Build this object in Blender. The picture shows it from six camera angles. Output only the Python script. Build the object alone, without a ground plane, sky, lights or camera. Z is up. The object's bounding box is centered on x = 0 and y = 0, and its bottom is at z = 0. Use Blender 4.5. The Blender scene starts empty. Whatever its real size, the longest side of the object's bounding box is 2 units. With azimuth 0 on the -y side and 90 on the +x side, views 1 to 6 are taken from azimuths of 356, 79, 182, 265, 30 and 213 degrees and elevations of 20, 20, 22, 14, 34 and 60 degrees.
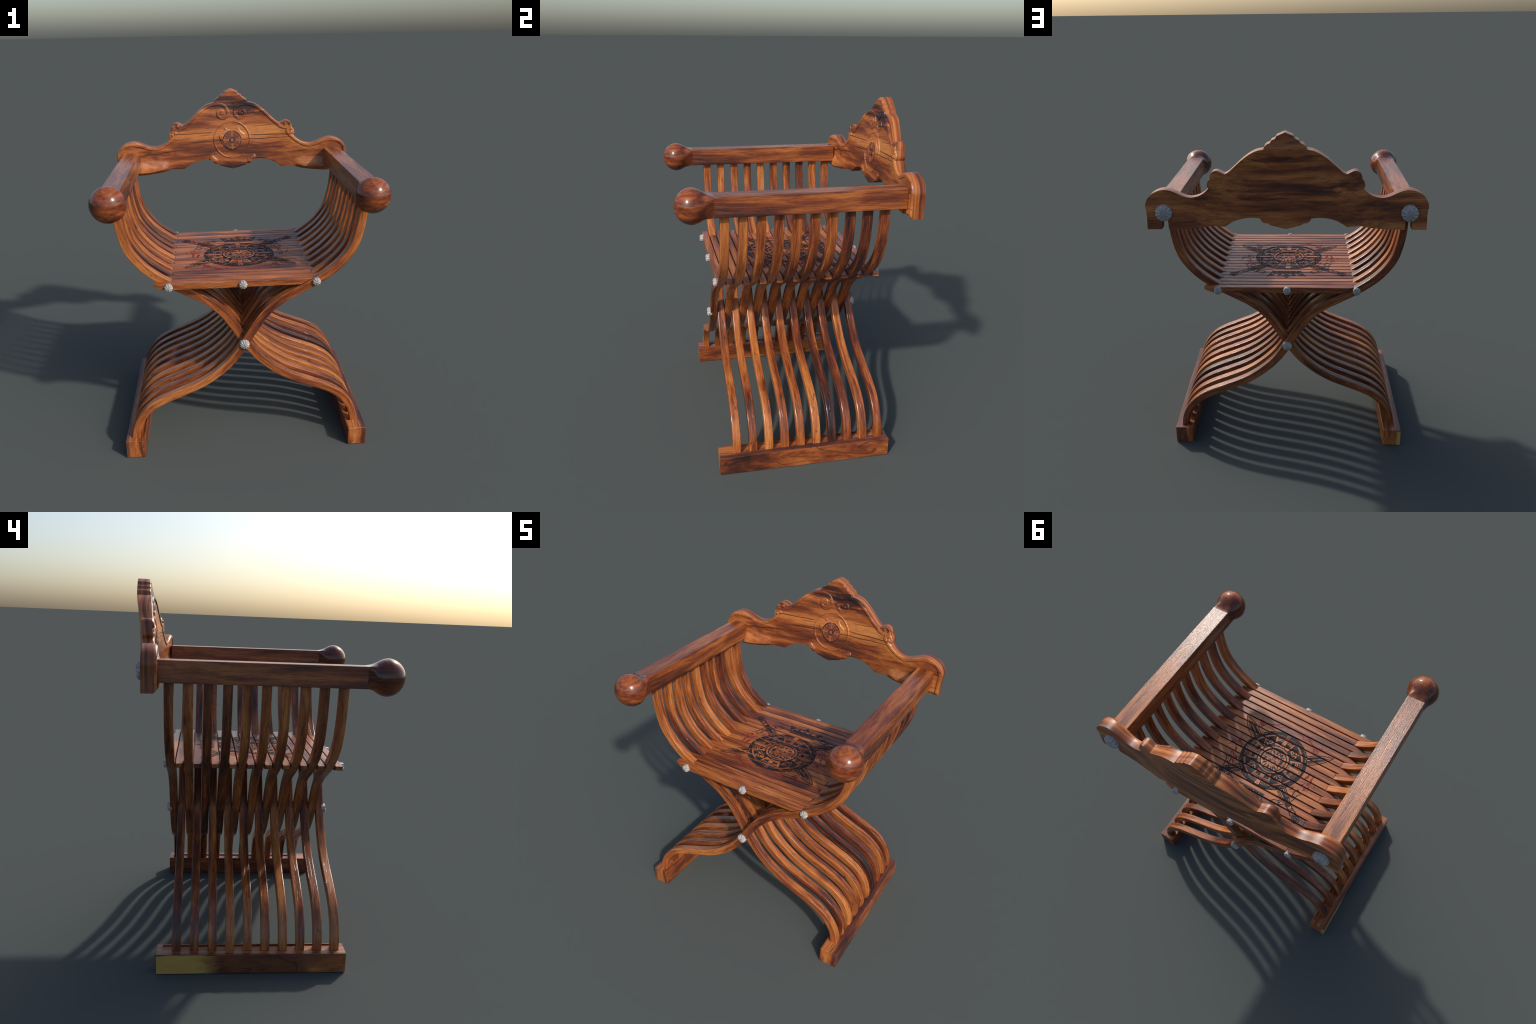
# Folding X-frame armchair (hip-joint chair): twenty curved slats that cross at a pivot,
# twenty seat slats, two arms with ball ends, two foot rails, a carved back board.
import bpy, bmesh, math, random
import numpy as np
from mathutils import Vector
from mathutils.geometry import delaunay_2d_cdt

rng = random.Random(7)
COL = bpy.context.scene.collection

# ------------------------------------------------------------------ helpers
def smooth_run(pts, step=0.005):
    """Catmull-Rom through 2D control points, sampled about every `step`."""
    p = [np.array(q, float) for q in pts]
    if len(p) == 2:
        return p
    ext = [2 * p[0] - p[1]] + p + [2 * p[-1] - p[-2]]
    out = []
    for i in range(1, len(ext) - 2):
        a, b, c, d = ext[i - 1:i + 3]
        n = max(1, int(round(np.linalg.norm(c - b) / step)))
        for k in range(n):
            t = k / n
            out.append(0.5 * ((2 * b) + (c - a) * t + (2 * a - 5 * b + 4 * c - d) * t * t
                              + (3 * b - 3 * c + d - a) * t ** 3))
    out.append(p[-1])
    return out

def resample(pts, step):
    out = [np.array(pts[0], float)]
    for a, b in zip(pts[:-1], pts[1:]):
        a, b = np.array(a, float), np.array(b, float)
        n = max(1, int(round(np.linalg.norm(b - a) / step)))
        out += [a + (b - a) * k / n for k in range(1, n + 1)]
    return out

def finish_mesh(me, angle=40):
    bm = bmesh.new(); bm.from_mesh(me)
    bmesh.ops.recalc_face_normals(bm, faces=bm.faces)
    bm.to_mesh(me); bm.free()
    me.polygons.foreach_set("use_smooth", [True] * len(me.polygons))
    me.set_sharp_from_angle(angle=math.radians(angle))
    me.update()

def new_object(name, me, mat=None, parent=None, loc=(0, 0, 0)):
    ob = bpy.data.objects.new(name, me)
    COL.objects.link(ob)
    ob.location = loc
    if mat is not None and not me.materials:
        me.materials.append(mat)
    if parent is not None:
        ob.parent = parent
    return ob

def loft(name, rings, cap=True, angle=40):
    """Closed rings of equal vertex count, in order."""
    n = len(rings[0])
    verts = [tuple(v) for r in rings for v in r]
    faces = []
    for i in range(len(rings) - 1):
        for j in range(n):
            k = (j + 1) % n
            faces.append((i * n + j, i * n + k, (i + 1) * n + k, (i + 1) * n + j))
    if cap:
        faces.append(tuple(range(n)))
        faces.append(tuple((len(rings) - 1) * n + j for j in range(n)))
    me = bpy.data.meshes.new(name)
    me.from_pydata(verts, [], faces)
    finish_mesh(me, angle)
    return me

def rounded_rect(hu, hv, r, seg=3):
    """Outline of a rectangle of half sizes hu, hv with corner radius r."""
    out = []
    for cx, cy, a0 in ((hu - r, hv - r, 0), (-hu + r, hv - r, 90), (-hu + r, -hv + r, 180), (hu - r, -hv + r, 270)):
        for k in range(seg + 1):
            a = math.radians(a0 + 90 * k / seg)
            out.append((cx + r * math.cos(a), cy + r * math.sin(a)))
    return out

# ------------------------------------------------------------------ node kit
class Kit:
    def __init__(self, name):
        self.mat = bpy.data.materials.new(name)
        self.mat.use_nodes = True
        self.t = self.mat.node_tree
        self.t.nodes.clear()
        self.out = self.t.nodes.new("ShaderNodeOutputMaterial")
        self.bsdf = self.t.nodes.new("ShaderNodeBsdfPrincipled")
        self.t.links.new(self.bsdf.outputs[0], self.out.inputs[0])
        self.co = self.t.nodes.new("ShaderNodeTexCoord").outputs["Object"]
    def node(self, kind, **kw):
        n = self.t.nodes.new(kind)
        for k, v in kw.items():
            setattr(n, k, v)
        return n
    def put(self, sock, v):
        if isinstance(v, bpy.types.NodeSocket):
            self.t.links.new(v, sock)
        else:
            sock.default_value = v
    def math(self, op, a, b=0.0, c=None, clamp=False):
        n = self.node("ShaderNodeMath", operation=op, use_clamp=clamp)
        self.put(n.inputs[0], a); self.put(n.inputs[1], b)
        if c is not None:
            self.put(n.inputs[2], c)
        return n.outputs[0]
    def vmath(self, op, a, b=(0, 0, 0)):
        n = self.node("ShaderNodeVectorMath", operation=op)
        self.put(n.inputs[0], a); self.put(n.inputs[1], b)
        return n.outputs[0]
    def sep(self, v):
        n = self.node("ShaderNodeSeparateXYZ"); self.put(n.inputs[0], v)
        return n.outputs
    def noise(self, vec, scale=1.0, detail=3, rough=0.55, dist=0.0, w=None):
        n = self.node("ShaderNodeTexNoise", noise_dimensions="4D" if w is not None else "3D")
        self.put(n.inputs["Vector"], vec)
        self.put(n.inputs["Scale"], scale); self.put(n.inputs["Detail"], detail)
        self.put(n.inputs["Roughness"], rough); self.put(n.inputs["Distortion"], dist)
        if w is not None:
            self.put(n.inputs["W"], w)
        return n.outputs[0]
    def ramp(self, f, stops, interp="LINEAR"):
        n = self.node("ShaderNodeValToRGB")
        n.color_ramp.interpolation = interp
        els = n.color_ramp.elements
        while len(els) < len(stops):
            els.new(0.5)
        for e, (p, c) in zip(els, stops):
            e.position = p
            e.color = (*c, 1) if len(c) == 3 else c
        self.put(n.inputs[0], f)
        return n.outputs[0]
    def step(self, f, lo, hi):
        n = self.node("ShaderNodeMapRange", interpolation_type="SMOOTHSTEP")
        self.put(n.inputs[0], f)
        n.inputs[1].default_value, n.inputs[2].default_value = lo, hi
        return n.outputs[0]
    def mix(self, f, a, b, mode="MIX"):
        n = self.node("ShaderNodeMix", data_type="RGBA", blend_type=mode)
        self.put(n.inputs[0], f)
        self.put(n.inputs[6], a if isinstance(a, bpy.types.NodeSocket) else (*a, 1))
        self.put(n.inputs[7], b if isinstance(b, bpy.types.NodeSocket) else (*b, 1))
        return n.outputs[2]

LIGHT = (0.43, 0.152, 0.041)
MID = (0.285, 0.083, 0.022)
RED = (0.155, 0.038, 0.014)
DARK = (0.062, 0.019, 0.012)
BLACK = (0.018, 0.010, 0.011)

def wood(name, scale, shift=0.0, vary=0.0, dark_spots=(), lines=0.0, rough=0.36, bump=0.25, extra=None, fine=1.0, coord=None, contrast=1.45):
    """Varnished rosewood. `scale` squeezes the noise: small along the grain."""
    k = Kit(name)
    place = k.co
    if coord:
        k.co = coord(k)
    info = k.node("ShaderNodeAttribute", attribute_type="OBJECT", attribute_name='["tone"]').outputs["Fac"]
    seed = k.node("ShaderNodeObjectInfo").outputs["Random"]
    w = k.math("MULTIPLY", seed, 37.0) if vary else 3.7
    warp = k.noise(k.vmath("MULTIPLY", k.co, (3, 3, 3)), 1.0, 2, w=w)
    wv = k.node("ShaderNodeCombineXYZ")
    for i in range(3):
        k.put(wv.inputs[i], k.math("MULTIPLY", k.math("SUBTRACT", warp, 0.5), 0.05))
    co = k.vmath("ADD", k.co, wv.outputs[0])
    big = k.vmath("MULTIPLY", co, scale)
    f1 = k.noise(big, 1.0, 4, 0.6, 0.3, w=w)
    f2 = k.noise(k.vmath("MULTIPLY", co, tuple(4.2 * s for s in scale)), 1.0, 4, 0.65, w=w)
    f = k.math("ADD", k.math("MULTIPLY", f1, 0.72), k.math("MULTIPLY", f2, 0.28))
    f = k.math("ADD", k.math("MULTIPLY", k.math("SUBTRACT", f, 0.5), contrast), 0.5)
    if vary:
        f = k.math("ADD", f, k.math("MULTIPLY", k.math("SUBTRACT", info, 0.5), vary))
    f = k.math("ADD", f, shift)
    for cx, cy, cz, rx, ry, rz, amt in dark_spots:
        q = k.vmath("MULTIPLY", k.vmath("SUBTRACT", co, (cx, cy, cz)), (1 / rx, 1 / ry, 1 / rz))
        ln = k.node("ShaderNodeVectorMath", operation="LENGTH"); k.put(ln.inputs[0], q)
        d = k.math("ADD", ln.outputs["Value"], k.math("MULTIPLY", k.math("SUBTRACT", f2, 0.5), 2.2))
        m = k.math("SUBTRACT", 1.0, k.step(d, 0.35, 1.25))
        f = k.math("SUBTRACT", f, k.math("MULTIPLY", m, amt))
    col = k.ramp(f, [(0.22, BLACK), (0.33, DARK), (0.43, RED), (0.52, MID), (0.65, LIGHT), (0.84, (0.51, 0.210, 0.064))])
    # fine fibre streaks and pores
    f3 = k.noise(k.vmath("MULTIPLY", k.co, tuple(13 * fine * s * (1.35 if s > 4 else 0.8) for s in scale)), 1.0, 4, 0.75, w=w)
    fibre = k.ramp(f3, [(0.30, (0.42, 0.34, 0.31)), (0.49, (0.98, 0.98, 0.98)), (0.70, (1.24, 1.22, 1.16))])
    col = k.mix(1.0, col, fibre, "MULTIPLY")
    height = f3
    if lines:
        # dark grain lines: iso-lines of a very stretched noise
        g = k.noise(k.vmath("MULTIPLY", k.co, tuple(0.75 * s for s in scale)), 1.0, 2, 0.5, 0.4, w=w)
        saw = k.math("ABSOLUTE", k.math("SUBTRACT", k.math("FRACT", k.math("MULTIPLY", g, 9.0)), 0.5))
        ln = k.math("SUBTRACT", 1.0, k.step(saw, 0.0, 0.045))
        ln = k.math("MULTIPLY", ln, k.step(f2, 0.36, 0.50))
        ln = k.math("MULTIPLY", ln, lines)
        col = k.mix(ln, col, BLACK)
        height = k.math("SUBTRACT", height, ln)
    if extra:
        col = extra(k, co, col, f2)
    k.put(k.bsdf.inputs["Base Color"], col)
    k.put(k.bsdf.inputs["Roughness"], k.math("ADD", rough - 0.08, k.math("MULTIPLY", f3, 0.16)))
    k.bsdf.inputs["Specular IOR Level"].default_value = 0.5
    b = k.node("ShaderNodeBump")
    b.inputs["Strength"].default_value = bump
    b.inputs["Distance"].default_value = 0.002
    k.put(b.inputs["Height"], height)
    k.put(k.bsdf.inputs["Normal"], b.outputs[0])
    return k.mat

REAR_X = [0, .08, .16, .24, .32, .4, .5, .58, .66, .76]
REAR_Y = [.6515, .6508, .6470, .6380, .6245, .6115, .594, .587, .584, .587]
def across_edge(k):
    """Grain of the sawn edge: layers that keep their distance from the curved rear face."""
    x, y, z = k.sep(k.co)
    n = k.node("ShaderNodeFloatCurve")
    pts = n.mapping.curves[0].points
    for a, b in zip(REAR_X[1:-1], REAR_Y[1:-1]):
        pts.new(a, (b - .55) / .15)
    pts[0].location = (0, (REAR_Y[0] - .55) / .15); pts[-1].location = (1, (REAR_Y[-1] - .55) / .15)
    n.mapping.update()
    k.put(n.inputs["Value"], k.math("ABSOLUTE", x))
    d = k.math("SUBTRACT", y, k.math("ADD", k.math("MULTIPLY", n.outputs[0], .15), k.math("MULTIPLY", z, .04)))
    v = k.node("ShaderNodeCombineXYZ")
    k.put(v.inputs[0], x); k.put(v.inputs[1], d); k.put(v.inputs[2], z)
    return v.outputs[0]

def pale_patch(k, co, col, f):
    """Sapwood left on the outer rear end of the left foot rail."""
    x, y, z = k.sep(co)
    m = k.math("MULTIPLY", k.step(k.math("ADD", y, k.math("MULTIPLY", f, 0.18)), 0.27, 0.42),
               k.math("MULTIPLY", k.step(x, -0.676, -0.684), k.step(z, 0.1085, 0.107)))
    return k.mix(m, col, k.mix(f, (0.38, 0.215, 0.050), (0.52, 0.330, 0.095)))

def cracks(k, co, col, f):
    """Long dark grain cracks that run nearly level across the front of the back board."""
    x, y, z = k.sep(k.co)
    wob = k.math("MULTIPLY", k.math("SUBTRACT", k.noise(k.vmath("MULTIPLY", k.co, (9, 0, 2)), 1.0, 3), 0.5), 0.016)
    total = None
    for xa, xb, za, zb, wd in ((-.42, -.10, 1.717, 1.722, .0022), (.10, .42, 1.702, 1.703, .0022), (-.30, .40, 1.661, 1.684, .0024),
                               (-.74, -.18, 1.578, 1.627, .0020), (-.22, .02, 1.672, 1.680, .0018), (-.05, .36, 1.603, 1.622, .0014), (.12, .30, 1.756, 1.768, .0012)):
        zl = k.math("ADD", k.math("MULTIPLY", x, (zb - za) / (xb - xa)), za - xa * (zb - za) / (xb - xa))
        d = k.math("ABSOLUTE", k.math("SUBTRACT", k.math("SUBTRACT", z, zl), wob))
        m = k.math("SUBTRACT", 1.0, k.step(d, wd * 0.7, wd * 1.7))
        m = k.math("MULTIPLY", m, k.math("MULTIPLY", k.step(x, xa, xa + .05), k.step(x, xb, xb - .05)))
        total = m if total is None else k.math("MAXIMUM", total, m)
    total = k.math("MULTIPLY", total, k.step(y, 0.615, 0.600))
    return k.mix(k.math("MULTIPLY", total, 0.85), col, BLACK)

def dark_band(k, co, col, f):
    """Dark heart stripe along the outer third of a foot rail."""
    x, y, z = k.sep(co)
    d = k.math("ABSOLUTE", k.math("SUBTRACT", k.math("ABSOLUTE", k.math("ADD", x, k.math("MULTIPLY", f, 0.012))), 0.692))
    col = k.mix(k.math("MULTIPLY", k.math("SUBTRACT", 1.0, k.step(d, 0.004, 0.015)), 0.75), col, (0.05, 0.02, 0.018))
    return pale_patch(k, co, col, f)

M_BOARD = wood("rosewood_back_board", (1.0, 13.0, 11.0), shift=0.03, extra=cracks, dark_spots=[
    (0.11, 0.60, 1.885, 0.15, 0.05, 0.05, 0.26), (-0.09, 0.60, 1.90, 0.12, 0.04, 0.035, 0.14),
    (0.0, 0.56, 1.505, 0.11, 0.06, 0.025, 0.16), (0.0, 0.60, 1.945, 0.10, 0.04, 0.015, 0.10),
    (0.02, 0.652, 1.700, 0.70, 0.028, 0.055, 0.12), (0.45, 0.60, 1.67, 0.22, 0.03, 0.04, 0.18),
    (0.02, 0.67, 1.86, 0.25, 0.03, 0.025, 0.14), (-0.30, 0.62, 1.715, 0.12, 0.03, 0.03, 0.2)])
M_EDGE = wood("rosewood_board_edge", (1.2, 42.0, 1.2), shift=0.0, fine=0.7, coord=across_edge, contrast=1.15)
M_ARM = wood("rosewood_arm", (11.0, 0.8, 11.0), shift=-0.095, lines=0.25, rough=0.27, bump=0.9, fine=1.5)
M_KNOB = wood("rosewood_knob", (5.0, 3.0, 15.0), shift=-0.090, rough=0.17, bump=0.06, contrast=1.1, fine=0.55)
M_FOOT = wood("rosewood_foot", (24.0, 1.6, 5.0), shift=-0.015, lines=0.8, extra=dark_band)

SPINE = [(.6525, 1.512), (.648, 1.43), (.637, 1.35), (.612, 1.262), (.573, 1.196), (.523, 1.140), (.470, 1.097),
         (.410, 1.0570), (.337, 1.0175), (.282, .9885), (.226, .959), (.165, .915), (.115, .866), (.077, .815),
         (.046, .767), (.016, .718), (-.014, .668), (-.0572, .6067), (-.1093, .5505), (-.1812, .4912), (-.2612, .442),
         (-.3612, .398), (-.4650, .355), (-.5320, .3182), (-.5803, .2768), (-.6168, .2252), (-.640, .170), (-.650, .113), (-.652, .05)]
def along_spine(k):
    """Grain coordinates of a bent slat: offset from its centre line, depth, length along it.
    The centre line is a function of height, so three curves over z give its place, slope and length."""
    p = np.array(smooth_run(SPINE, 0.01))
    seg = np.r_[0, np.cumsum(np.linalg.norm(np.diff(p, axis=0), axis=1))]
    slope = np.gradient(p[:, 0], p[:, 1])
    x, y, z = k.sep(k.co)
    t = k.math("DIVIDE", z, 1.6)
    def curve(vals, lo, hi):
        n = k.node("ShaderNodeFloatCurve")
        pts = n.mapping.curves[0].points
        zz = np.linspace(0.05, 1.51, 30)
        vv = np.interp(zz, p[::-1, 1], vals[::-1])
        for a, b in zip(zz, vv):
            pts.new(a / 1.6, (b - lo) / (hi - lo))
        pts[0].location = (0, (vv[0] - lo) / (hi - lo)); pts[-1].location = (1, (vv[-1] - lo) / (hi - lo))
        n.mapping.update()
        k.put(n.inputs["Value"], t)
        return k.math("ADD", k.math("MULTIPLY", n.outputs[0], hi - lo), lo)
    u = k.math("MULTIPLY", k.math("SUBTRACT", x, curve(p[:, 0], -0.8, 0.8)), curve(1 / np.sqrt(1 + slope ** 2), 0, 1))
    v = k.node("ShaderNodeCombineXYZ")
    k.put(v.inputs[0], u); k.put(v.inputs[1], y); k.put(v.inputs[2], curve(seg, 0, seg[-1]))
    return v.outputs[0]
M_SLAT = wood("rosewood_curved_slat", (17.0, 17.0, 1.5), shift=-0.008, vary=0.32, lines=0.7, contrast=1.4, rough=0.26, bump=0.4, coord=along_spine)
M_SEAT = wood("rosewood_seat_slat", (1.3, 22.0, 12.0), shift=-0.002, vary=0.20, lines=0.55, rough=0.32)

def plain(name, c, rough=0.5, mottled=0.0, spec=0.5):
    k = Kit(name)
    col = c
    if mottled:
        n = k.noise(k.co, 260.0, 4, 0.7)
        n2 = k.noise(k.co, 60.0, 3, 0.6)
        f = k.math("ADD", k.math("MULTIPLY", n, 0.6), k.math("MULTIPLY", n2, 0.4))
        lo = tuple(x * (1 - mottled) for x in c)
        hi = tuple(min(1, x * (1 + 0.5 * mottled)) for x in c)
        col = k.ramp(f, [(0.35, lo), (0.65, hi)])
        b = k.node("ShaderNodeBump"); b.inputs["Strength"].default_value = 0.5
        b.inputs["Distance"].default_value = 0.002
        k.put(b.inputs["Height"], n); k.put(k.bsdf.inputs["Normal"], b.outputs[0])
        k.put(k.bsdf.inputs["Base Color"], col)
    else:
        k.put(k.bsdf.inputs["Base Color"], (*c, 1))
    k.bsdf.inputs["Roughness"].default_value = rough
    k.bsdf.inputs["Specular IOR Level"].default_value = spec
    return k.mat

M_METAL = plain("pewter_grey", (0.37, 0.345, 0.33), 0.5, 0.55)
M_INK = plain("dark_ink", (0.012, 0.013, 0.019), 0.5, spec=0.15)
M_REDINK = plain("maroon_ink", (0.150, 0.017, 0.013), 0.5, spec=0.2)

# ------------------------------------------------------------------ root
chair = bpy.data.objects.new("folding_armchair", None)
COL.objects.link(chair)
chair["label"] = "dark wooden folding armchair with curved crossing slats and carved back"
chair["category"] = "chair"

PITCH, LAYERS, Y0 = 0.0466, 20, -0.4445
def layer_y(i):
    return Y0 + PITCH * (i + 0.5)

# ------------------------------------------------------------------ curved slats
def slat_half(z):
    return float(np.interp(z, [.05, .30, .45, .60, .69, .80, .93, 1.02, 1.20, 1.51], [.0215, .0222, .0222, .0222, .0238, .0248, .0228, .0225, .0225, .0207]))

def build_slat():
    pts = np.array(smooth_run(SPINE, 0.022))
    tan = np.gradient(pts, axis=0)
    tan /= np.linalg.norm(tan, axis=1)[:, None]
    seg = np.r_[0, np.cumsum(np.linalg.norm(np.diff(pts, axis=0), axis=1))]
    seg /= seg[-1]
    rings = []
    for p, t, s in zip(pts, tan, seg):
        nx, nz = -t[1], t[0]
        rings.append([(p[0] + nx * u, v, p[1] + nz * u) for u, v in rounded_rect(slat_half(p[1]), 0.0229, 0.0042, 2)])
    return loft("curved_slat", rings, angle=20)
slat_me = build_slat()
# how light each slat is, front to back: the family rising to the right, then the one rising to the left
SLAT_TONES = ([.68, .42, .50, .62, .52, .55, .62, .42, .36, .44], [.66, .52, .68, .48, .72, .62, .08, .30, .66, .34])
for i in range(LAYERS):
    ob = new_object("curved_slat", slat_me, M_SLAT, chair, (0, layer_y(i), 0))
    ob["tone"] = SLAT_TONES[i % 2][i // 2] + rng.uniform(-.05, .05)
    if i % 2:
        ob.rotation_euler = (0, 0, math.pi)

# ------------------------------------------------------------------ seat slats
TOPZ = 1.0715
def build_seat_slat():
    h = 0.0199
    # x at the top edge, x at the bottom edge, bottom height, how far the front side is cut back
    st = [(-.4820, -.4800, 1.0535, .16), (-.477, -.474, 1.0515, .11), (-.462, -.458, 1.0460, .03), (-.440, -.437, 1.0390, 0), (-.425, -.424, 1.0358, 0),
          (-.40, -.40, 1.0355, 0), (-.2, -.2, 1.0355, 0),
          (0, 0, 1.0355, 0), (.2, .2, 1.0355, 0), (.29, .27, 1.0355, 0), (.3850, .314, 1.0355, 0)]
    rings = []
    for xt, xb, zb, cut in st:
        ya, yb = -h + cut * 2 * h, h
        hz, hy = (TOPZ - zb) / 2, (yb - ya) / 2
        r = min(0.0028, 0.7 * hy, 0.45 * hz)
        ring = []
        for u, v in rounded_rect(hy, hz, r, 2):
            f = (v + hz) / (2 * hz)
            ring.append((xb + (xt - xb) * f, (ya + yb) / 2 + u, (TOPZ + zb) / 2 + v))
        rings.append(ring)
    return loft("seat_slat", rings, angle=20)
seat_me = build_seat_slat()
seat_first = None
for i in range(LAYERS):
    ob = new_object("seat_slat", seat_me, M_SEAT, chair, (0, layer_y(i), 0))
    ob["tone"] = (.42 if i < 5 else .68 if i < 15 else .45) + rng.uniform(-.25, .25)
    seat_first = seat_first or ob
    if i % 2:
        ob.rotation_euler = (0, 0, math.pi)

# ------------------------------------------------------------------ arms with ball ends
AX, AZ, AHX, AHZ = 0.655, 1.5585, 0.0520, 0.0530
def build_arm():
    rings = []
    prof = rounded_rect(AHX, AHZ, 0.003, 2)
    for y in np.linspace(-0.476, 0.514, 9):
        rings.append([(u, y, v) for u, v in prof])
    return loft("armrest", rings, angle=20)

def build_knob():
    """Turned ball on a short neck: the square arm swells and rounds off into it."""
    prof = smooth_run([(-.4745, .0528), (-.488, .0545), (-.502, .0590), (-.516, .0660), (-.530, .0740), (-.545, .0820), (-.560, .0880), (-.579, .0918)], .004)
    prof += [np.array((-.579 - .0885 * math.sin(a), .0918 * math.cos(a))) for a in np.linspace(.08, math.pi / 2 - .02, 20)]
    rings = []
    for y, r in prof:
        u = min(1, max(0, (-.4745 - y) / .070))
        sq = (1 - u) ** 2
        p = 2 + 22 * (1 - u) ** 4
        rx = r * (1 - sq) + (r - .0528 + AHX) * sq
        rz = r * (1 - sq) + (r - .0528 + AHZ) * sq
        ring = []
        for q in range(64):
            a = 2 * math.pi * (q + 0.5) / 64
            c, sn = math.cos(a), math.sin(a)
            m = (abs(c) ** p + abs(sn) ** p) ** (-1 / p)
            ring.append((rx * c * m, y, rz * sn * m))
        rings.append(ring)
    return loft("armrest_knob", rings, angle=38)
arm_me, knob_me = build_arm(), build_knob()
for sx in (1, -1):
    arm = new_object("armrest", arm_me, M_ARM, chair, (sx * AX, 0, AZ))
    new_object("armrest_knob", knob_me, M_KNOB, arm)

# ------------------------------------------------------------------ foot rails with a mortise channel
def build_foot():
    """Right-hand rail; the left one is the same turned by half a turn about z and shifted."""
    x0, x1, ya, yb, z1 = 0.6000, 0.7085, -0.4765, 0.5185, 0.1105
    cx0, cx1, ca, cb, cz = 0.6075, 0.6735, -0.394, 0.489, 0.104
    bm = bmesh.new()
    def box(x0, x1, y0, y1, z0, z1):
        return [bm.verts.new(c) for c in ((x0, y0, z0), (x1, y0, z0), (x1, y1, z0), (x0, y1, z0),
                                         (x0, y0, z1), (x1, y0, z1), (x1, y1, z1), (x0, y1, z1))]
    o = box(x0, x1, ya, yb, 0.0, z1)
    c = box(cx0, cx1, ca, cb, cz, z1)
    f = bm.faces.new
    f((o[3], o[2], o[1], o[0]))
    for a, b in ((0, 1), (1, 2), (2, 3), (3, 0)):
        f((o[a], o[b], o[b + 4], o[a + 4]))
        f((o[a + 4], o[b + 4], c[b + 4], c[a + 4]))
        f((c[a + 4], c[b + 4], c[b], c[a]))
    f((c[0], c[1], c[2], c[3]))
    edges = [e for e in bm.edges if all(v in o for v in e.verts)]
    bmesh.ops.bevel(bm, geom=edges, offset=0.0018, segments=1, affect="EDGES", profile=0.5)
    me = bpy.data.meshes.new("foot_rail")
    bm.to_mesh(me); bm.free()
    finish_mesh(me, 35)
    return me
foot_me = build_foot()
new_object("foot_rail", foot_me, M_FOOT, chair)
foot_left = foot_me.copy()
foot_left.name = "foot_rail"
for v in foot_left.vertices:
    # mirrored in x; the channel starts one layer further forward and ends one earlier
    v.co.x = -v.co.x
    if abs(v.co.y + 0.394) < 1e-4: v.co.y = -0.441
foot_left.flip_normals()
new_object("foot_rail", foot_left, M_FOOT, chair)

# ------------------------------------------------------------------ bolt heads
def build_bolt(r, depth, lobes, flute, name="bolt_head"):
    n, m = 72, 7
    verts, faces = [], []
    def rad(a, q):
        return r * q * (1 + flute * 0.018 * (math.cos(lobes * a) - 0.3) * q)
    rings = [(1.0, depth + 0.004), (1.0, 0.0 + 0.004)]
    for a_i in range(n):
        a = 2 * math.pi * a_i / n
        verts.append((rad(a, 1) * math.cos(a), 0.012, rad(a, 1) * math.sin(a)))
    for k in range(m):
        q = 1 - k / m * 0.94
        for a_i in range(n):
            a = 2 * math.pi * a_i / n
            wob = math.cos(lobes * a)
            y = -depth * (0.55 + 0.45 * (1 - q ** 2.2)) - flute * depth * 0.26 * wob * q * (1 - 0.80 * q ** 3)
            rr = rad(a, q) * (0.97 if k == 0 else 1)
            verts.append((rr * math.cos(a), y, rr * math.sin(a)))
    for i in range(m):
        for j in range(n):
            kk = (j + 1) % n
            faces.append((i * n + j, i * n + kk, (i + 1) * n + kk, (i + 1) * n + j))
    faces.append(tuple(m * n + j for j in range(n)))
    faces.append(tuple(range(n)))
    me = bpy.data.meshes.new(name)
    me.from_pydata(verts, [], faces)
    finish_mesh(me, 50)
    return me
bolt_me = build_bolt(0.0232, 0.0165, 9, 1.0)
pivot_me = build_bolt(0.0278, 0.0175, 10, 1.0)
cap_me = build_bolt(0.0462, 0.029, 11, 0.8)
plain_me, plain_pivot_me = build_bolt(0.0232, 0.0165, 9, 0.85), build_bolt(0.0278, 0.0175, 9, 0.85)
FRONT, REAR = Y0, Y0 + PITCH * LAYERS
for x in (-0.402, 0, 0.402):
    new_object("bolt_head", bolt_me, M_METAL, chair, (x, FRONT, 1.0515))
    b = new_object("bolt_head", plain_me, M_METAL, chair, (x, REAR, 1.0525)); b.rotation_euler = (0, 0, math.pi)
new_object("bolt_head", pivot_me, M_METAL, chair, (0, FRONT, 0.691))
b = new_object("bolt_head", plain_pivot_me, M_METAL, chair, (0, REAR, 0.691)); b.rotation_euler = (0, 0, math.pi)

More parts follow.
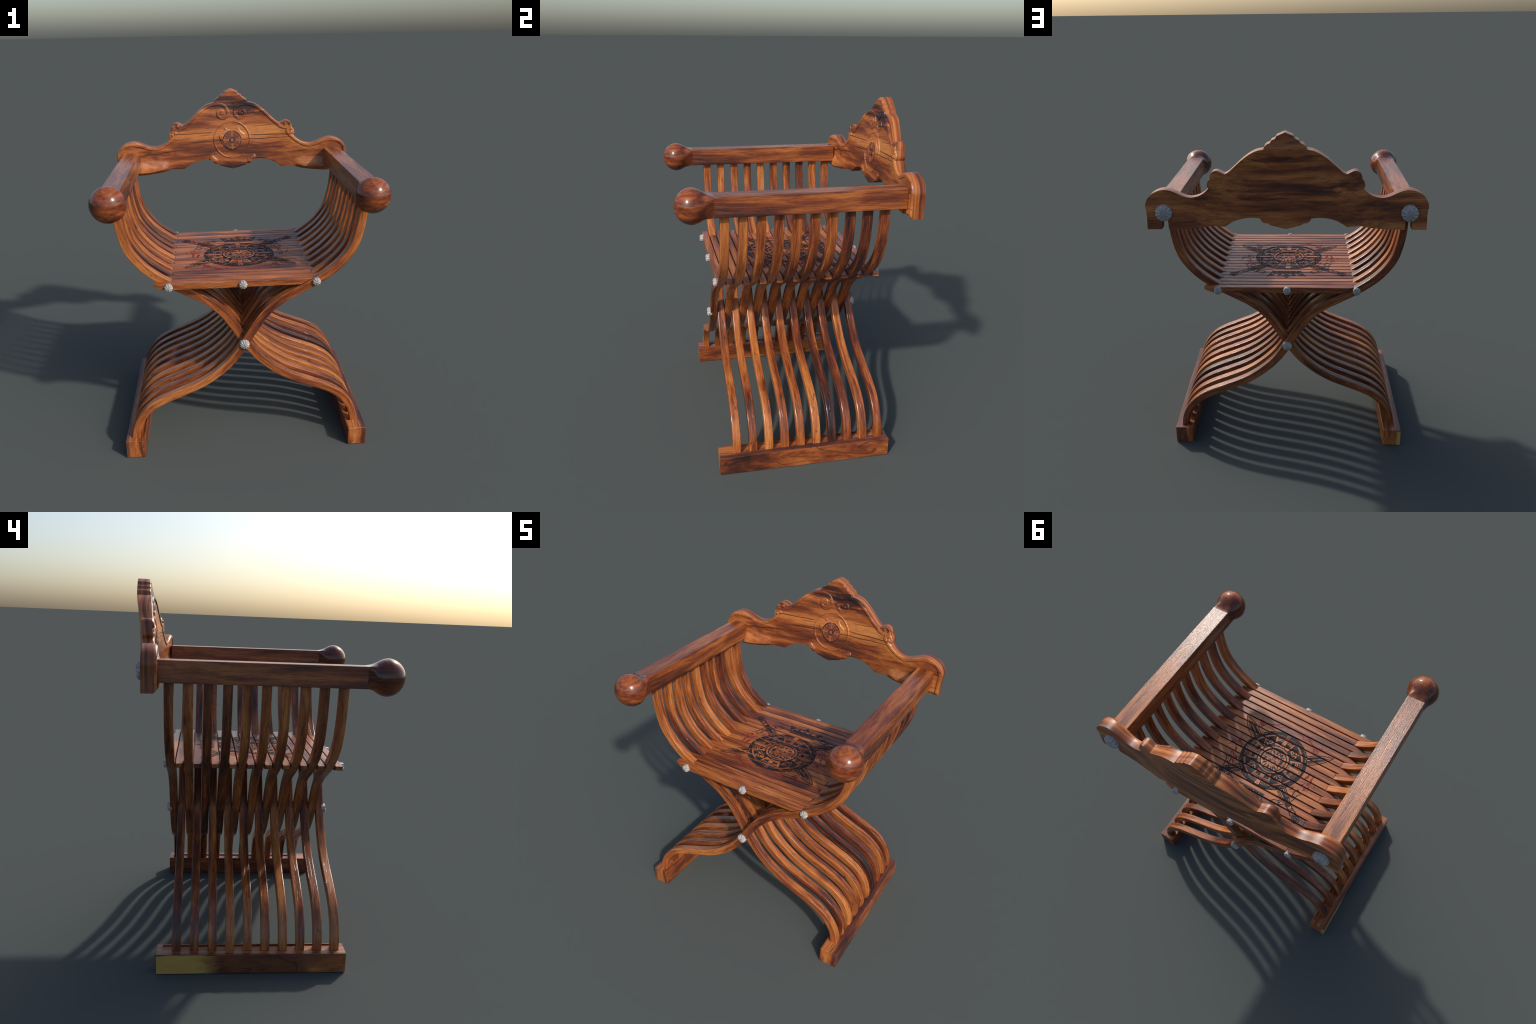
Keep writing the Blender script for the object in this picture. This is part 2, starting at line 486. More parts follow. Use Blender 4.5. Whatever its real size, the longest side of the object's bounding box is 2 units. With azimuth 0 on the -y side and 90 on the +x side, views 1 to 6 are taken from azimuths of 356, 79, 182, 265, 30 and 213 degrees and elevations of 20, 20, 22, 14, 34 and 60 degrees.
# ------------------------------------------------------------------ back board
RUNS = [  # right half of the outline (x, z), top to bottom; every run is smooth, runs meet in corners
    [(0, 1.9985), (.043, 1.9795)],
    [(.043, 1.9795), (.047, 1.9705), (.053, 1.9645), (.064, 1.9605)],
    [(.064, 1.9605), (.0705, 1.955), (.0745, 1.9475), (.079, 1.9430), (.090, 1.9390)],
    [(.090, 1.9390), (.101, 1.9300), (.107, 1.9195), (.110, 1.9115)],
    [(.110, 1.9115), (.143, 1.9045), (.174, 1.8900), (.207, 1.8670), (.237, 1.8415), (.269, 1.8110), (.297, 1.7860), (.317, 1.7755)],
    [(.317, 1.7755), (.334, 1.7835), (.355, 1.7920), (.374, 1.7890), (.388, 1.7770), (.395, 1.7620), (.398, 1.7450)],
    [(.398, 1.7450), (.4065, 1.7360), (.413, 1.7190), (.4125, 1.7060), (.406, 1.6955)],
    [(.406, 1.6955), (.429, 1.6725), (.460, 1.6530), (.498, 1.6420), (.528, 1.6430), (.556, 1.6515), (.595, 1.6690),
     (.626, 1.6790), (.650, 1.6810), (.680, 1.6755), (.713, 1.6600), (.737, 1.6370), (.751, 1.6100), (.755, 1.5900), (.752, 1.5650), (.750, 1.5350)],
    [(.750, 1.5350), (.752, 1.4610)], [(.752, 1.4610), (.6735, 1.4610)], [(.6735, 1.4610), (.672, 1.5250)], [(.672, 1.5250), (.638, 1.5250)], [(.638, 1.5250), (.6365, 1.4610)],
    [(.6365, 1.4610), (.590, 1.4620), (.541, 1.4650), (.479, 1.4720), (.438, 1.4800), (.396, 1.4910)],
    [(.396, 1.4910), (.325, 1.4880)],
    [(.325, 1.4880), (.306, 1.5020), (.277, 1.5200), (.248, 1.5325), (.212, 1.5410), (.179, 1.5440), (.137, 1.5420)],
    [(.137, 1.5420), (.131, 1.5320), (.122, 1.5200), (.109, 1.5145), (.093, 1.5135)],
    [(.093, 1.5135), (.083, 1.5040)], [(.083, 1.5040), (.051, 1.4950), (0, 1.4810)]]

def sst(x, a, b):
    t = np.clip((x - a) / (b - a), 0, 1)
    return t * t * (3 - 2 * t)
def rear_y(x, z):
    a = np.abs(x)
    return (np.interp(a, REAR_X, REAR_Y)
            + np.clip(1 - a / .4, 0, 1) * np.interp(z, [1.46, 1.65, 1.75, 1.83, 1.9, 2.0], [-.018, -.007, -.002, .010, .022, .018]))
def front_y(x, z):
    a = np.abs(x)
    return (np.interp(a, [0, .12, .24, .32, .4, .5, .58, .66, .76], [.5710, .5700, .5665, .5620, .5535, .5420, .5290, .5185, .5175])
            + np.clip(1 - a / .5, 0, 1) * np.interp(z, [1.46, 1.65, 1.75, 1.9, 2.0], [-.012, 0, .010, .026, .030])
            - .020 * sst(a, .40, .47) * (1 - sst(a, .60, .66)) * (1 - sst(z, 1.495, 1.560)))

# carved mouldings: centre lines (right half) with half widths
BAND_END = [(.742, 1.470), (.741, 1.535), (.744, 1.585), (.732, 1.624), (.708, 1.649), (.676, 1.6625), (.650, 1.6655), (.612, 1.659),
            (.560, 1.6405), (.515, 1.6290), (.475, 1.6345), (.432, 1.657), (.395, 1.686), (.372, 1.708), (.3655, 1.724), (.3745, 1.738), (.390, 1.737)]
BAND_TOP = [(.386, 1.768), (.386, 1.752), (.371, 1.7465), (.350, 1.7465), (.322, 1.754), (.292, 1.777), (.262, 1.804), (.231, 1.833), (.200, 1.860), (.168, 1.882),
            (.140, 1.894), (.110, 1.9000), (.080, 1.9005), (.052, 1.8935), (.030, 1.874), (.022, 1.850), (.027, 1.828), (.044, 1.814),
            (.064, 1.813), (.083, 1.824), (.090, 1.842), (.083, 1.858), (.068, 1.862), (.056, 1.853), (.058, 1.842)]
SHIELD = [(0, .062), (.020, .067), (.046, .081), (.060, .056), (.0885, .034), (.085, .010), (.062, -.035), (.032, -.062), (0, -.0715)]
MED = (0.0, 1.6735)

def seg_dist(P, poly):
    best = np.full(len(P), 9.0)
    for a, b in zip(poly[:-1], poly[1:]):
        a, b = np.array(a), np.array(b)
        ab = b - a
        t = np.clip(((P - a) @ ab) / max(1e-12, ab @ ab), 0, 1)
        best = np.minimum(best, np.linalg.norm(P - (a + t[:, None] * ab), axis=1))
    return best
def in_poly(P, poly):
    ins = np.zeros(len(P), bool)
    q = poly[-1]
    for p in poly:
        if abs(p[1] - q[1]) > 1e-12:
            c = ((p[1] > P[:, 1]) != (q[1] > P[:, 1])) & (P[:, 0] < (q[0] - p[0]) * (P[:, 1] - p[1]) / (q[1] - p[1]) + p[0])
            ins ^= c
        q = p
    return ins

half_top, half_bot = [], []
def chain(runs, step):
    out = []
    for r in runs:
        s = smooth_run(r, step) if len(r) > 2 else resample(r, step * 2)
        out += s if not out else s[1:]
    return out
HALF = chain(RUNS, 0.006)                       # from (0,top) to (0,bottom)
OUTLINE = HALF + [np.array((-p[0], p[1])) for p in HALF[-2:0:-1]]

def relief(P):
    """Forward height of the carving over the plain front, at points P (x, z)."""
    Q = np.c_[np.abs(P[:, 0]), P[:, 1]]
    h = np.zeros(len(P))
    d_end = seg_dist(Q, smooth_run(BAND_END, 0.004))
    d_top = seg_dist(Q, smooth_run(BAND_TOP, 0.004))
    band = np.minimum(d_end, d_top)
    h += 0.0050 * (1 - sst(band, 0.0068, 0.0100)) - 0.0065 * (sst(band, 0.0085, 0.0108) - sst(band, 0.0118, 0.0155))
    # scroll eyes
    for cx, cz, r in ((.389, 1.7135, .0125), (.350, 1.768, .012), (.069, 1.8405, .010)):
        d = np.hypot(Q[:, 0] - cx, Q[:, 1] - cz)
        h = np.maximum(h, 0.0050 * (1 - sst(d, r * .55, r)))
    # medallion ring and little shield
    d = np.hypot(Q[:, 0] - MED[0], Q[:, 1] - MED[1])
    ring = np.abs(d - 0.1175)
    h += 0.0040 * (1 - sst(ring, 0.003, 0.006)) - 0.006 * (sst(ring, .0040, .0058) - sst(ring, .0066, .0095))
    sh = [(a + MED[0], b + MED[1]) for a, b in SHIELD]
    shl = smooth_run(sh[:3], .004) + smooth_run(sh[2:5], .004) + smooth_run(sh[4:], .004)
    loop = shl + [np.array((-p[0], p[1])) for p in shl[-2:0:-1]]
    ds = seg_dist(P, loop + loop[:1])
    ins = in_poly(P, loop)
    h += np.where(ins, 0.0045 * sst(ds, 0, .006), -0.004 * (1 - sst(ds, .001, .006)))
    # round bosses at the foot of the board
    d = np.minimum(np.hypot(Q[:, 0] - .114, Q[:, 1] - 1.5335), seg_dist(Q, [(.114, 1.5335), (.140, 1.556)]))
    h = np.maximum(h, 0.005 * (1 - sst(d, .011, .0165)))
    return h

low_edge = smooth_run(RUNS[13], .006) + RUNS[14][1:] + smooth_run(RUNS[15], .006) + smooth_run(RUNS[16], .006) + list(map(np.array, RUNS[17])) + smooth_run(RUNS[18], .006)
def edge_drop(P):
    """How far the front is cut back near the outline: rounded arris, broad chamfer along the bottom."""
    d = seg_dist(P, OUTLINE + OUTLINE[:1])
    Q = np.c_[np.abs(P[:, 0]), P[:, 1]]
    dl = seg_dist(Q, low_edge)
    arris = 0.007 * (1 - np.sqrt(np.clip(1 - (1 - np.clip(d / .007, 0, 1)) ** 2, 0, 1)))
    arris = np.where(dl < .012, np.minimum(arris, .002), arris)
    cham = 0.0015 * (1 - sst(dl, .001, .010)) + 0.019 * sst(Q[:, 0], .40, .47) * (1 - sst(Q[:, 0], .60, .66)) * (1 - sst(dl, 0, .020))
    end = np.where((Q[:, 0] > .672) & (Q[:, 1] < 1.50), 0.012 * (1 - sst(Q[:, 1], 1.463, 1.482)), 0)
    return np.maximum(np.maximum(arris, cham), end)

def hexgrid(step):
    pts = []
    z, row = 1.455, 0
    while z < 2.0:
        xs = np.arange(-0.76 + (step / 2 if row % 2 else 0), 0.76, step)
        pts.append(np.c_[xs, np.full(len(xs), z)])
        z += step * 0.866; row += 1
    return np.concatenate(pts)

def cdt(outline, inner):
    n = len(outline)
    v, e, f, *_ = delaunay_2d_cdt([Vector(p) for p in outline] + [Vector(p) for p in inner],
                                  [], [list(range(n))], 1, 1e-6)
    return np.array([tuple(p) for p in v]), f

def build_board():
    out = np.array(OUTLINE)
    def keep(P, margin):
        P = P[in_poly(P, OUTLINE)]
        return P[seg_dist(P, OUTLINE + OUTLINE[:1]) > margin]
    coarse = keep(hexgrid(0.012), 0.005)
    hx = keep(hexgrid(0.0021), 0.0012)
    Q = np.c_[np.abs(hx[:, 0]), hx[:, 1]]
    near = np.minimum.reduce([seg_dist(Q, smooth_run(BAND_END, .006)), seg_dist(Q, smooth_run(BAND_TOP, .006)),
                              seg_dist(hx, OUTLINE + OUTLINE[:1]) - 0.006])
    dm = np.hypot(hx[:, 0], hx[:, 1] - MED[1])
    dense = hx[(near < 0.019) | (dm < 0.13)]
    nd = np.minimum.reduce([seg_dist(np.c_[np.abs(coarse[:, 0]), coarse[:, 1]], smooth_run(BAND_END, .006)),
                            seg_dist(np.c_[np.abs(coarse[:, 0]), coarse[:, 1]], smooth_run(BAND_TOP, .006)),
                            seg_dist(coarse, OUTLINE + OUTLINE[:1]) - 0.006])
    cm = np.hypot(coarse[:, 0], coarse[:, 1] - MED[1])
    front_in = np.concatenate([dense, coarse[(nd > 0.021) & (cm > 0.134)]])
    n = len(out)
    fv, ff = cdt(OUTLINE, front_in)
    rv, rf = cdt(OUTLINE, coarse)
    yf = front_y(fv[:, 0], fv[:, 1]) - relief(fv) + edge_drop(fv)
    yr = rear_y(rv[:, 0], rv[:, 1])
    verts = [(a, y, b) for (a, b), y in zip(fv, yf)]
    faces = [tuple(f) for f in ff]
    off = len(verts)
    verts += [(a, y, b) for (a, b), y in zip(rv, yr)]
    faces += [tuple(i + off for i in reversed(f)) for f in rf]
    mid = []
    for s in (1, 2):
        mid.append(len(verts))
        for i in range(n):
            t = s / 3
            verts.append((out[i][0], yf[i] * (1 - t) + yr[i] * t, out[i][1]))
    layers = [0, mid[0], mid[1], off]
    for a, b in zip(layers[:-1], layers[1:]):
        for i in range(n):
            k = (i + 1) % n
            faces.append((a + i, a + k, b + k, b + i))
    me = bpy.data.meshes.new("backrest")
    me.from_pydata(verts, [], faces)
    side = len(ff) + len(rf)
    me.materials.append(M_BOARD); me.materials.append(M_EDGE)
    for i, p in enumerate(me.polygons):
        p.material_index = 1 if i >= side else 0
    finish_mesh(me, 48)
    return me
board = new_object("backrest", build_board(), M_BOARD, chair)
for sx in (1, -1):
    b = new_object("bolt_cap", cap_me, M_METAL, board, (sx * 0.6565, 0.5855, 1.556)); b.rotation_euler = (0, 0, math.pi)

# ------------------------------------------------------------------ emblem: shield, crossed swords, crown, ribbons
class Ink:
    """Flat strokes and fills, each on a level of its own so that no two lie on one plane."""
    def __init__(self):
        self.parts = []          # (polygon triangles list as quads, kind, level)
        self.n = 0
        self.weight = 1.0
    def quad_strip(self, left, right, kind, level):
        self.n += 1
        lv = level * 0.0007 + (self.n % 17) * 0.00002
        for i in range(len(left) - 1):
            self.parts.append(([left[i], left[i + 1], right[i + 1], right[i]], kind, lv))
    def stroke(self, pts, w, kind="ink", level=1, taper=(1, 1), smooth=False, step=.006):
        w = w * self.weight
        p = np.array(smooth_run(pts, step) if smooth else [np.array(q, float) for q in pts])
        t = np.gradient(p, axis=0) if len(p) > 2 else np.repeat([p[1] - p[0]], 2, axis=0)
        t /= np.maximum(1e-9, np.linalg.norm(t, axis=1))[:, None]
        nrm = np.c_[-t[:, 1], t[:, 0]]
        ww = np.interp(np.linspace(0, 1, len(p)), [0, .5, 1], [taper[0], 1, taper[1]])[:, None] * w / 2
        self.quad_strip(p + nrm * ww, p - nrm * ww, kind, level)
    def arc(self, c, r, a0, a1, w, kind="ink", level=1, n=None):
        n = n or max(4, int(abs(a1 - a0) / 7))
        a = np.radians(np.linspace(a0, a1, n + 1))
        d = np.c_[np.cos(a), np.sin(a)]
        self.quad_strip(np.array(c) + d * (r + w / 2), np.array(c) + d * (r - w / 2), kind, level)
    def disc(self, c, r, kind="ink", level=1, n=20):
        self.arc(c, r / 2, 0, 360, r * 0.999, kind, level, n)
    def fill(self, pts, kind="ink", level=1):
        self.n += 1
        lv = level * 0.0007 + (self.n % 17) * 0.00002
        v, e, f, *_ = delaunay_2d_cdt([Vector(q) for q in pts], [], [list(range(len(pts)))], 1, 1e-6)
        for t in f:
            self.parts.append(([np.array(v[i]) for i in t], kind, lv))

def rot(p, deg):
    a = math.radians(deg)
    return (p[0] * math.cos(a) - p[1] * math.sin(a), p[0] * math.sin(a) + p[1] * math.cos(a))

def draw_shield(ink, R, fine=True):
    s = R / 0.2135
    P = lambda *q: [(a * s, b * s) for a, b in q]
    ink.arc((0, 0), .150 * s, 0, 360, .108 * s, "ink", 1, 72)            # dark field between boss and rim
    ink.arc((0, 0), .2055 * s, 0, 360, .0165 * s, "ink", 1, 80)            # outer edge
    ink.arc((0, 0), .1905 * s, 0, 360, .0035 * s, "ink", 1, 80)
    for q in range(4):
        A = 90 * q
        R_ = lambda *pts: [rot((a * s, b * s), A) for a, b in pts]
        arcq = lambda r, a0, a1, w, kind, lev: ink.arc((0, 0), r * s, a0 + A, a1 + A, w * s, kind, lev)
        # four riveted straps
        ink.fill(R_((.100, -.0145), (.199, -.0145), (.199, .0145), (.100, .0145)), "bare", 3)
        ink.stroke(R_((.100, -.0155), (.200, -.0155)), .003 * s, "ink", 4)
        ink.stroke(R_((.100, .0155), (.200, .0155)), .003 * s, "ink", 4)
        for rx in (.112, .190):
            ink.arc(rot((rx * s, 0), A), .0042 * s, 0, 360, .0022 * s, "ink", 4, 8)
        # rim blocks with plaited ornament, beside each strap
        for sg in (1, -1):
            a0, a1 = (6, 22) if sg > 0 else (-22, -6)
            arcq(.1785, a0, a1, .020, "bare", 2)
            arcq(.157, a0 * .9, a1 * 1.02, .007, "bare", 2)
            arcq(.146, a0 * .9, a1 * 1.02, .006, "bare", 2)
            arcq(.114, a0 + sg * 3, a1 + sg * 2, .016, "bare", 2)
            if fine:
                for ph in (0, 1):
                    pl = []
                    for k in range(25):
                        t = k / 24
                        ang = math.radians(a0 + (a1 - a0) * (0.06 + .88 * t) + A)
                        rr = (.1785 + .0068 * math.sin(2 * math.pi * (2.5 * t + ph * .5))) * s
                        pl.append((rr * math.cos(ang), rr * math.sin(ang)))
                    ink.stroke(pl, .0024 * s, "ink", 4)
            for rr in (.1785,):
                ang = math.radians((a1 if sg > 0 else a0) + A)
        # triangular strap frame on the diagonal
        B = A + 45
        F = lambda *pts: [rot((a * s, b * s), B) for a, b in pts]
        fr = F((.100, .042), (.168, .066), (.186, 0.0), (.168, -.066), (.100, -.042))
        ink.stroke(F((.098, .040), (.166, .072)), .0105 * s, "bare", 3)
        ink.stroke(F((.098, -.040), (.166, -.072)), .0105 * s, "bare", 3)
        ink.stroke(F((.166, .075), (.176, .038), (.179, 0), (.176, -.038), (.166, -.075)), .0105 * s, "bare", 3)
        # three-lobed knot inside the frame
        c0 = .139
        for k in range(3):
            dv = 60 + 120 * k
            cc = (c0 + .0155 * math.cos(math.radians(dv)), .0155 * math.sin(math.radians(dv)))
            c = rot((cc[0] * s, cc[1] * s), B)
            ink.arc(c, .0265 * s, dv + B + 82, dv + B + 278, .0080 * s, "bare", 3, 18)
            ink.arc(c, .0265 * s, dv + B + 150, dv + B + 165, .0110 * s, "ink", 4, 3)
        # rim plait across the frame corner
        if fine:
            for ph in (0, 1):
                pl = []
                for k in range(41):
                    t = k / 40
                    ang = math.radians(B - 20 + 40 * t)
                    rr = (.2040 + .0050 * math.sin(2 * math.pi * (4.5 * t + ph * .5))) * s
                    pl.append((rr * math.cos(ang), rr * math.sin(ang)))
                ink.stroke(pl, .0028 * s, "bare" if ph else "ink", 3)
    # boss
    ink.arc((0, 0), .0915 * s, 0, 360, .0125 * s, "bare", 4, 60)
    ink.arc((0, 0), .1000 * s, 0, 360, .0045 * s, "ink", 5, 60)
    ink.arc((0, 0), .0825 * s, 0, 360, .0065 * s, "ink", 5, 60)
    # a plain mane of curls round a broad face
    r2 = random.Random(3)
    for k in range(30 if fine else 14):
        a = 360 * k / (30 if fine else 14) + r2.uniform(-4, 4)
        d0, d1 = r2.uniform(.040, .047), r2.uniform(.064, .076)
        q = [rot((d0 * s, 0), a), rot(((d0 + d1) / 2 * s, .008 * s * r2.choice((-1, 1))), a), rot((d1 * s, .005 * s), a + r2.uniform(-8, 8))]
        ink.stroke(q, .0075 * s, "ink", 1, taper=(.3, .3), smooth=True, step=.005)
    for sg in (1, -1):
        ink.stroke(P((sg * .030, .012), (sg * .018, .016), (sg * .008, .008)), .0038 * s, "ink", 1, (.3, .6), True)
        ink.disc((sg * .018 * s, .006 * s), .0042 * s, "ink", 2, 8)
        ink.stroke(P((sg * .006, .006), (sg * .008, -.012), (sg * .014, -.020)), .0026 * s, "ink", 1, (.4, 1), True)
        ink.stroke(P((0, -.026), (sg * .012, -.034), (sg * .026, -.026), (sg * .034, -.008)), .0036 * s, "ink", 1, (1, .3), True)
    ink.fill(P((-.010, -.014), (.010, -.014), (0, -.025)), "ink", 1)
    ink.stroke(P((-.016, -.046), (0, -.042), (.016, -.046)), .005 * s, "ink", 1, (.3, .3), True)

def draw_sword(ink, side):
    """Blade towards the front right (side +1) or front left (-1), passing under the shield."""
    o = np.array((0.0, 0.039)); d = np.array((.800, -.598)); n = np.array((.598, .800))
    def L(*q):
        out = []
        for a, b in q:
            p = o + d * a + n * b
            out.append((p[0] * side, p[1]))
        return out
    st = lambda pts, w, **k: ink.stroke(L(*pts), w, **k)
    # blade, emerging from the rim
    st([(.235, .031), (.300, .031), (.350, .020), (.402, 0)], .0042, smooth=True)
    st([(.235, -.031), (.300, -.031), (.350, -.020), (.402, 0)], .0042, smooth=True)
    st([(.235, .021), (.300, .020), (.350, .009)], .0028)
    st([(.235, -.021), (.300, -.020), (.350, -.009)], .0028)
    ink.fill(L((.235, .016), (.300, .014), (.375, 0), (.300, 0.000), (.235, .001)), "ink", 1)
    ink.fill(L((.235, -.007), (.300, -.006), (.355, -.003), (.300, -.018), (.235, -.019)), "ink", 1)
    # stub of blade before the guard
    for b in (.026, .017, .006, -.006, -.017, -.026):
        st([(-.190, b), (-.262, b * .9)], .0040)
    ink.fill(L((-.195, .005), (-.235, .005), (-.262, .014), (-.262, -.014), (-.235, -.005), (-.195, -.005)), "ink", 1)
    # guard with stepped ends
    for g in (1, -1):
        st([(-.258, g * .020), (-.254, g * .045), (-.236, g * .070), (-.236, g * .094), (-.268, g * .094), (-.268, g * .070),
            (-.282, g * .045), (-.290, g * .022)], .0045, smooth=False)
        ink.fill(L((-.266, g * .030), (-.258, g * .058), (-.274, g * .050)), "ink", 1)
        st([(-.248, g * .086), (-.258, g * .086)], .003)
    c = L((-.272, 0))[0]
    ink.arc(c, .0205, 0, 360, .0055, "ink", 2, 22)
    ink.disc(c, .0140, "ink", 1)
    # grip and pommel
    st([(-.292, .018), (-.330, .013), (-.378, .019)], .0058)
    st([(-.292, -.018), (-.330, -.013), (-.378, -.019)], .0058)
    ink.fill(L((-.292, -.014), (-.292, .014), (-.312, .012), (-.320, 0), (-.312, -.012)), "ink", 1)
    for a in (-.335, -.345, -.378, -.386):
        st([(a, -.016), (a, .016)], .0030)
    c = L((-.410, 0))[0]
    ink.arc(c, .0235, 0, 360, .0050, "ink", 2, 22)
    ink.arc(c, .0105, 0, 360, .0105, "ink", 1, 14)

def draw_crown(ink):
    z = 0.008
    X = lambda *q: [(a + z, b) for a, b in q]
    ink.fill(X((-.089, .241), (.089, .241), (.089, .2575), (-.089, .2575)), "ink", 1)
    for k in range(9):
        x = -.080 + .020 * k
        if k % 2:
            ink.disc((x + z, .2493), .0058, "bare", 2, 10)
        else:
            ink.fill(X((x - .0045, .2493), (x, .2445), (x + .0045, .2493), (x, .2541)), "bare", 2)
    ink.stroke(X((-.092, .2635), (.092, .2635)), .0030)
    ink.stroke(X((-.092, .237), (.092, .237)), .0030)
    for sg in (1, -1):
        ink.stroke(X((sg * .090, .264), (sg * .100, .285), (sg * .112, .312)), .0042, smooth=True)
        for x0, x1 in ((.005, .040), (.040, .078)):
            ink.stroke(X((sg * x0, .276), (sg * (x0 + x1) / 2, .268), (sg * x1, .278)), .0050, smooth=True)
            ink.stroke(X((sg * x0, .284), (sg * (x0 + x1) / 2, .274), (sg * x1, .287)), .0034, smooth=True)
        # side fleurons
        for cx, cy, r in ((.092, .296, .0095), (.104, .306, .0085), (.080, .300, .0085), (.098, .284, .0065), (.112, .314, .006), (.088, .311, .006)):
            ink.disc((sg * cx + z, cy), r, "ink", 1, 12)
        for cx, cy, r in ((.042, .292, .0085), (.032, .301, .0075), (.052, .302, .0075), (.042, .309, .0065)):
            ink.disc((sg * cx + z, cy), r, "ink", 1, 12)
        for cx, cy, r in ((.017, .312, .0085), (.010, .300, .0075)):
            ink.disc((sg * cx + z, cy), r, "ink", 1, 12)
    for cx, cy, r in ((0, .318, .011), (0, .331, .0085), (0, .298, .0085), (0, .286, .006)):
        ink.disc((cx + z, cy), r, "ink", 1, 14)

def draw_ribbons(ink):
    r2 = random.Random(11)
    def petal(c, ang, ln, wd):
        a = np.array(c); d = np.array((math.cos(math.radians(ang)), math.sin(math.radians(ang)))); n = np.array((-d[1], d[0]))
        ink.stroke([a, a + d * ln * .5 + n * wd * .25, a + d * ln], wd, "red", 1, (.15, .15), True)
    for side in (1, -1):
        # clusters of brush marks at the flank
        for cx, cy, base in ((.258, -.030, 80), (.262, .055, 100), (.232, .105, 130), (.288, .012, 85)):
            for k in range(4):
                petal((side * (cx + r2.uniform(-.022, .022)), cy + r2.uniform(-.020, .020)),
                      base * side + (0 if side > 0 else 180) + r2.uniform(-28, 28), r2.uniform(.028, .048), r2.uniform(.005, .0105))
        # front plumes and cord
        for k in range(4):
            petal((side * (.200 + .008 * k), -.165 - .012 * k), (-118 if side > 0 else -62) + 8 * k * side, .055 - .006 * k, .0105 - .0015 * k)
        for k in range(3):
            petal((side * (.090 + .024 * k), -.252 + .012 * k), (20 if side > 0 else 160) + r2.uniform(-8, 8), .060, .0105 - .002 * k)
        ink.stroke([(side * .084, -.247), (side * .076, -.238), (side * .088, -.228), (side * .140, -.234)], .0028, "red", 1, smooth=True)
        ink.stroke([(side * .200, -.196), (side * .215, -.190), (side * .210, -.170), (side * .180, -.168)], .0026, "red", 1, smooth=True)
        ink.stroke([(side * .084, -.247), (side * .045, -.249), (0, -.258)], .0030, "red", 1, smooth=True)
        for k in range(3):
            petal((side * (.150 + .012 * k), .196 + .008 * k), 35 * side + (0 if side > 0 else 180) + 6 * k, .040, .006)
    ink.disc((0, -.256), .005, "red", 1, 8)

def ink_meshes(ink, place, cells=None, name="emblem"):
    """Turn the strokes into thin solids. `cells`: y intervals of the slat tops that carry them."""
    res = {}
    for kind in ("ink", "bare", "red"):
        bm = bmesh.new()
        groups = [(None, None)] if cells is None else cells
        for lo, hi in groups:
            b2 = bmesh.new()
            for poly, kd, lv in ink.parts:
                if kd != kind:
                    continue
                ys = [p[1] for p in poly]
                if lo is not None and (max(ys) < lo or min(ys) > hi):
                    continue
                try:
                    b2.faces.new([b2.verts.new((p[0], p[1], lv)) for p in poly])
                except ValueError:
                    pass
            if not b2.faces:
                b2.free(); continue
            bmesh.ops.remove_doubles(b2, verts=b2.verts, dist=1e-6)
            if lo is not None:
                for co, no in (((0, lo, 0), (0, -1, 0)), ((0, hi, 0), (0, 1, 0))):
                    bmesh.ops.bisect_plane(b2, geom=b2.verts[:] + b2.edges[:] + b2.faces[:], plane_co=co, plane_no=no, clear_outer=True, dist=1e-7)
                mid = (lo + hi) / 2
                for dy in (-.0171, .0171):      # bend over the rounded arrises
                    bmesh.ops.bisect_plane(b2, geom=b2.verts[:] + b2.edges[:] + b2.faces[:], plane_co=(0, mid + dy, 0), plane_no=(0, 1, 0), dist=1e-7)
            tmp = bpy.data.meshes.new("tmp"); b2.to_mesh(tmp); b2.free()
            bm.from_mesh(tmp); bpy.data.meshes.remove(tmp)
        if not bm.faces:
            bm.free(); continue
        for f in bm.faces:
            if f.normal.z < 0:
                f.normal_flip()
        ext = bmesh.ops.extrude_face_region(bm, geom=bm.faces[:], use_keep_orig=True)
        top = {g for g in ext["geom"] if isinstance(g, bmesh.types.BMVert)}
        for v in bm.verts:
            if v not in top:
                v.co.z = -0.0004 - 0.3 * v.co.z      # root, just inside the wood
        for v in bm.verts:
            v.co = place(v.co)
        me = bpy.data.meshes.new(name)
        bm.to_mesh(me); bm.free()
        finish_mesh(me, 30)
        res[kind] = me
    return res

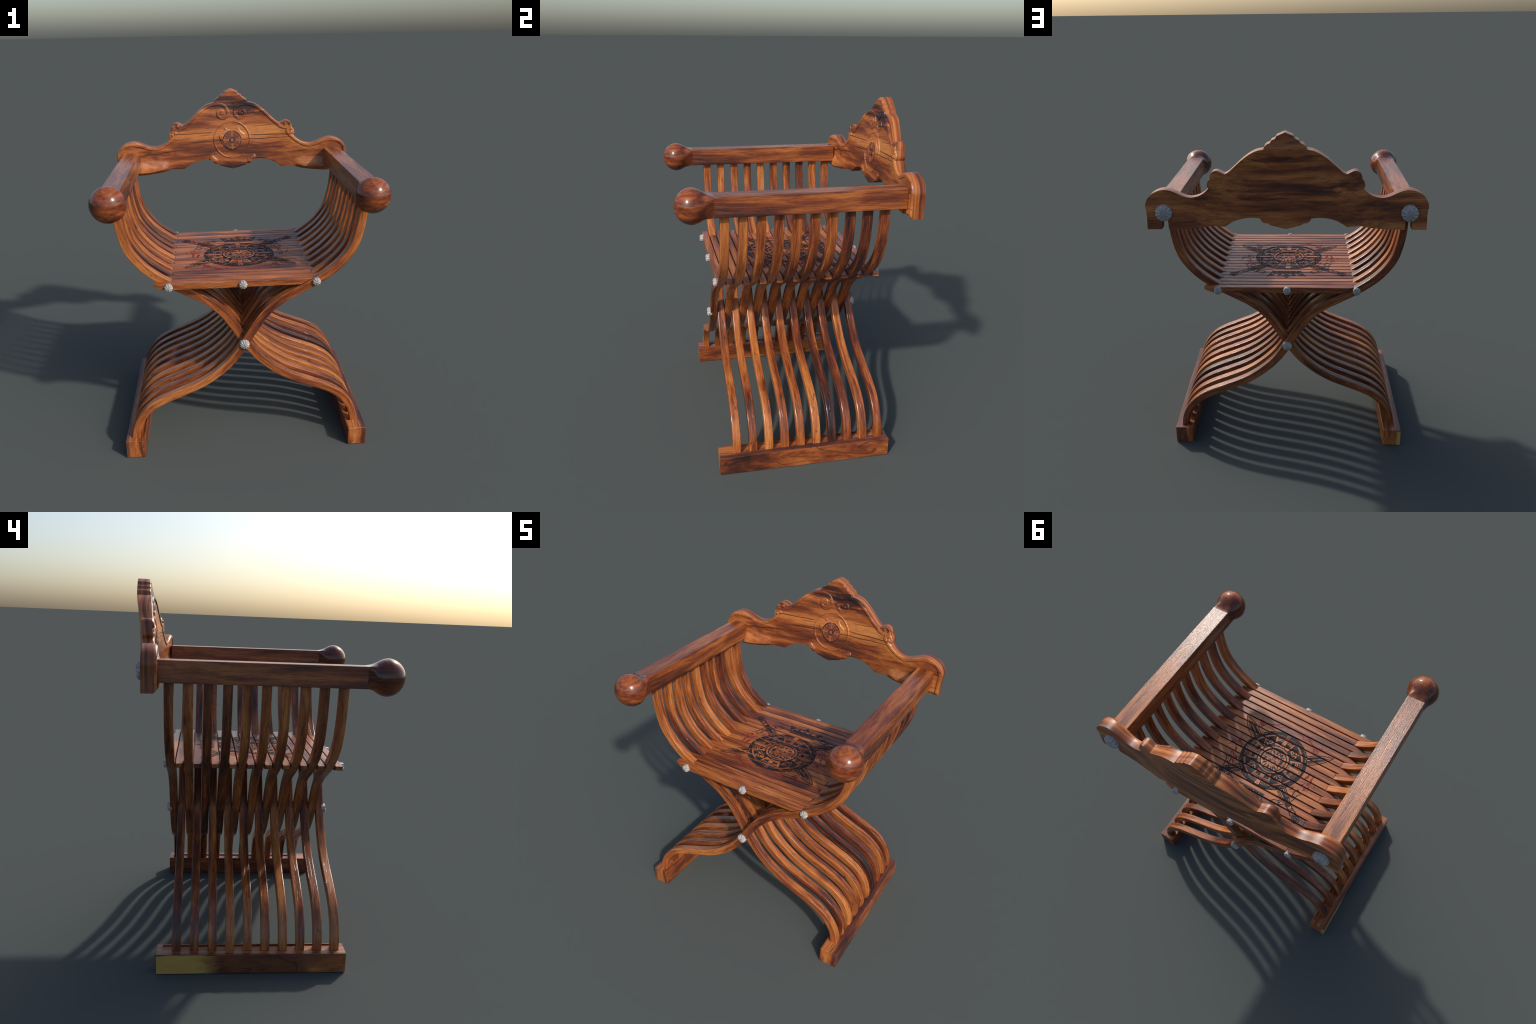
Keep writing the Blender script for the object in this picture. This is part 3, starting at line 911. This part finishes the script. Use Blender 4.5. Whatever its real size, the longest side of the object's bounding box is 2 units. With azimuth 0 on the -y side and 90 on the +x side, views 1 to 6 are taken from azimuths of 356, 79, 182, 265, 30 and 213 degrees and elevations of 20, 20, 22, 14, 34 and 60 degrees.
seat_ink = Ink()
draw_shield(seat_ink, 0.2135)
seat_ink.weight = 1.2
for sd in (1, -1):
    draw_sword(seat_ink, sd)
draw_crown(seat_ink)
draw_ribbons(seat_ink)
CELLS = [(layer_y(i) - 0.0192, layer_y(i) + 0.0192) for i in range(LAYERS)]
M_BARE = M_SEAT
NAMES = {"ink": "seat_emblem_line", "bare": "seat_emblem_strap", "red": "seat_emblem_ribbon"}
def on_seat(c):
    """Follow the slat tops: flat, then down over the rounded long edges."""
    i = min(LAYERS - 1, max(0, int((c[1] - Y0) / PITCH)))
    over = max(0.0, abs(c[1] - layer_y(i)) - 0.0171)
    return Vector((c[0], c[1], TOPZ + c[2] - (0.0028 - math.sqrt(max(0.0, 0.0028 ** 2 - over ** 2)))))
for kind, me in ink_meshes(seat_ink, on_seat, CELLS).items():
    ob = new_object(NAMES[kind], me, {"ink": M_INK, "bare": M_BARE, "red": M_REDINK}[kind], chair)
    ob["kind"] = "stuff"
    ob["tone"] = 0.50

# small copy of the shield on the back board
M_SEAL = plain("maroon_stain", (0.185, 0.055, 0.028), 0.4)
M_SEALDARK = plain("dark_maroon_stain", (0.060, 0.016, 0.017), 0.4)
M_SEALBARE = plain("stained_wood", (0.27, 0.088, 0.032), 0.4)
seal = Ink()
seal.arc((0, 0), .0310, 0, 360, .0615, "red", 0, 48)
draw_shield(seal, 0.0615, fine=False)
for q in range(4):
    seal.fill([rot(p, 90 * q) for p in ((.022, -.0055), (.060, -.0055), (.060, .0055), (.022, .0055))], "bare", 6)
seal.disc((0, 0), .0165, "ink", 6)
seal.fill([(-.008, -.009), (.008, -.009), (.008, .009), (-.008, .009)], "bare", 7)
def on_board(c):
    P = np.array([[c[0] + MED[0], c[1] + MED[1] - 0.002]])
    base = front_y(P[:, 0], P[:, 1])[0] - 0.0047
    return Vector((P[0, 0], base - c[2] * 0.8, P[0, 1]))
NAMES = {"ink": "backrest_emblem_line", "bare": "backrest_emblem_strap", "red": "backrest_emblem_field"}
for kind, me in ink_meshes(seal, on_board).items():
    ob = new_object(NAMES[kind], me, {"ink": M_SEALDARK, "bare": M_SEALBARE, "red": M_SEAL}[kind], board)
    ob["kind"] = "stuff"
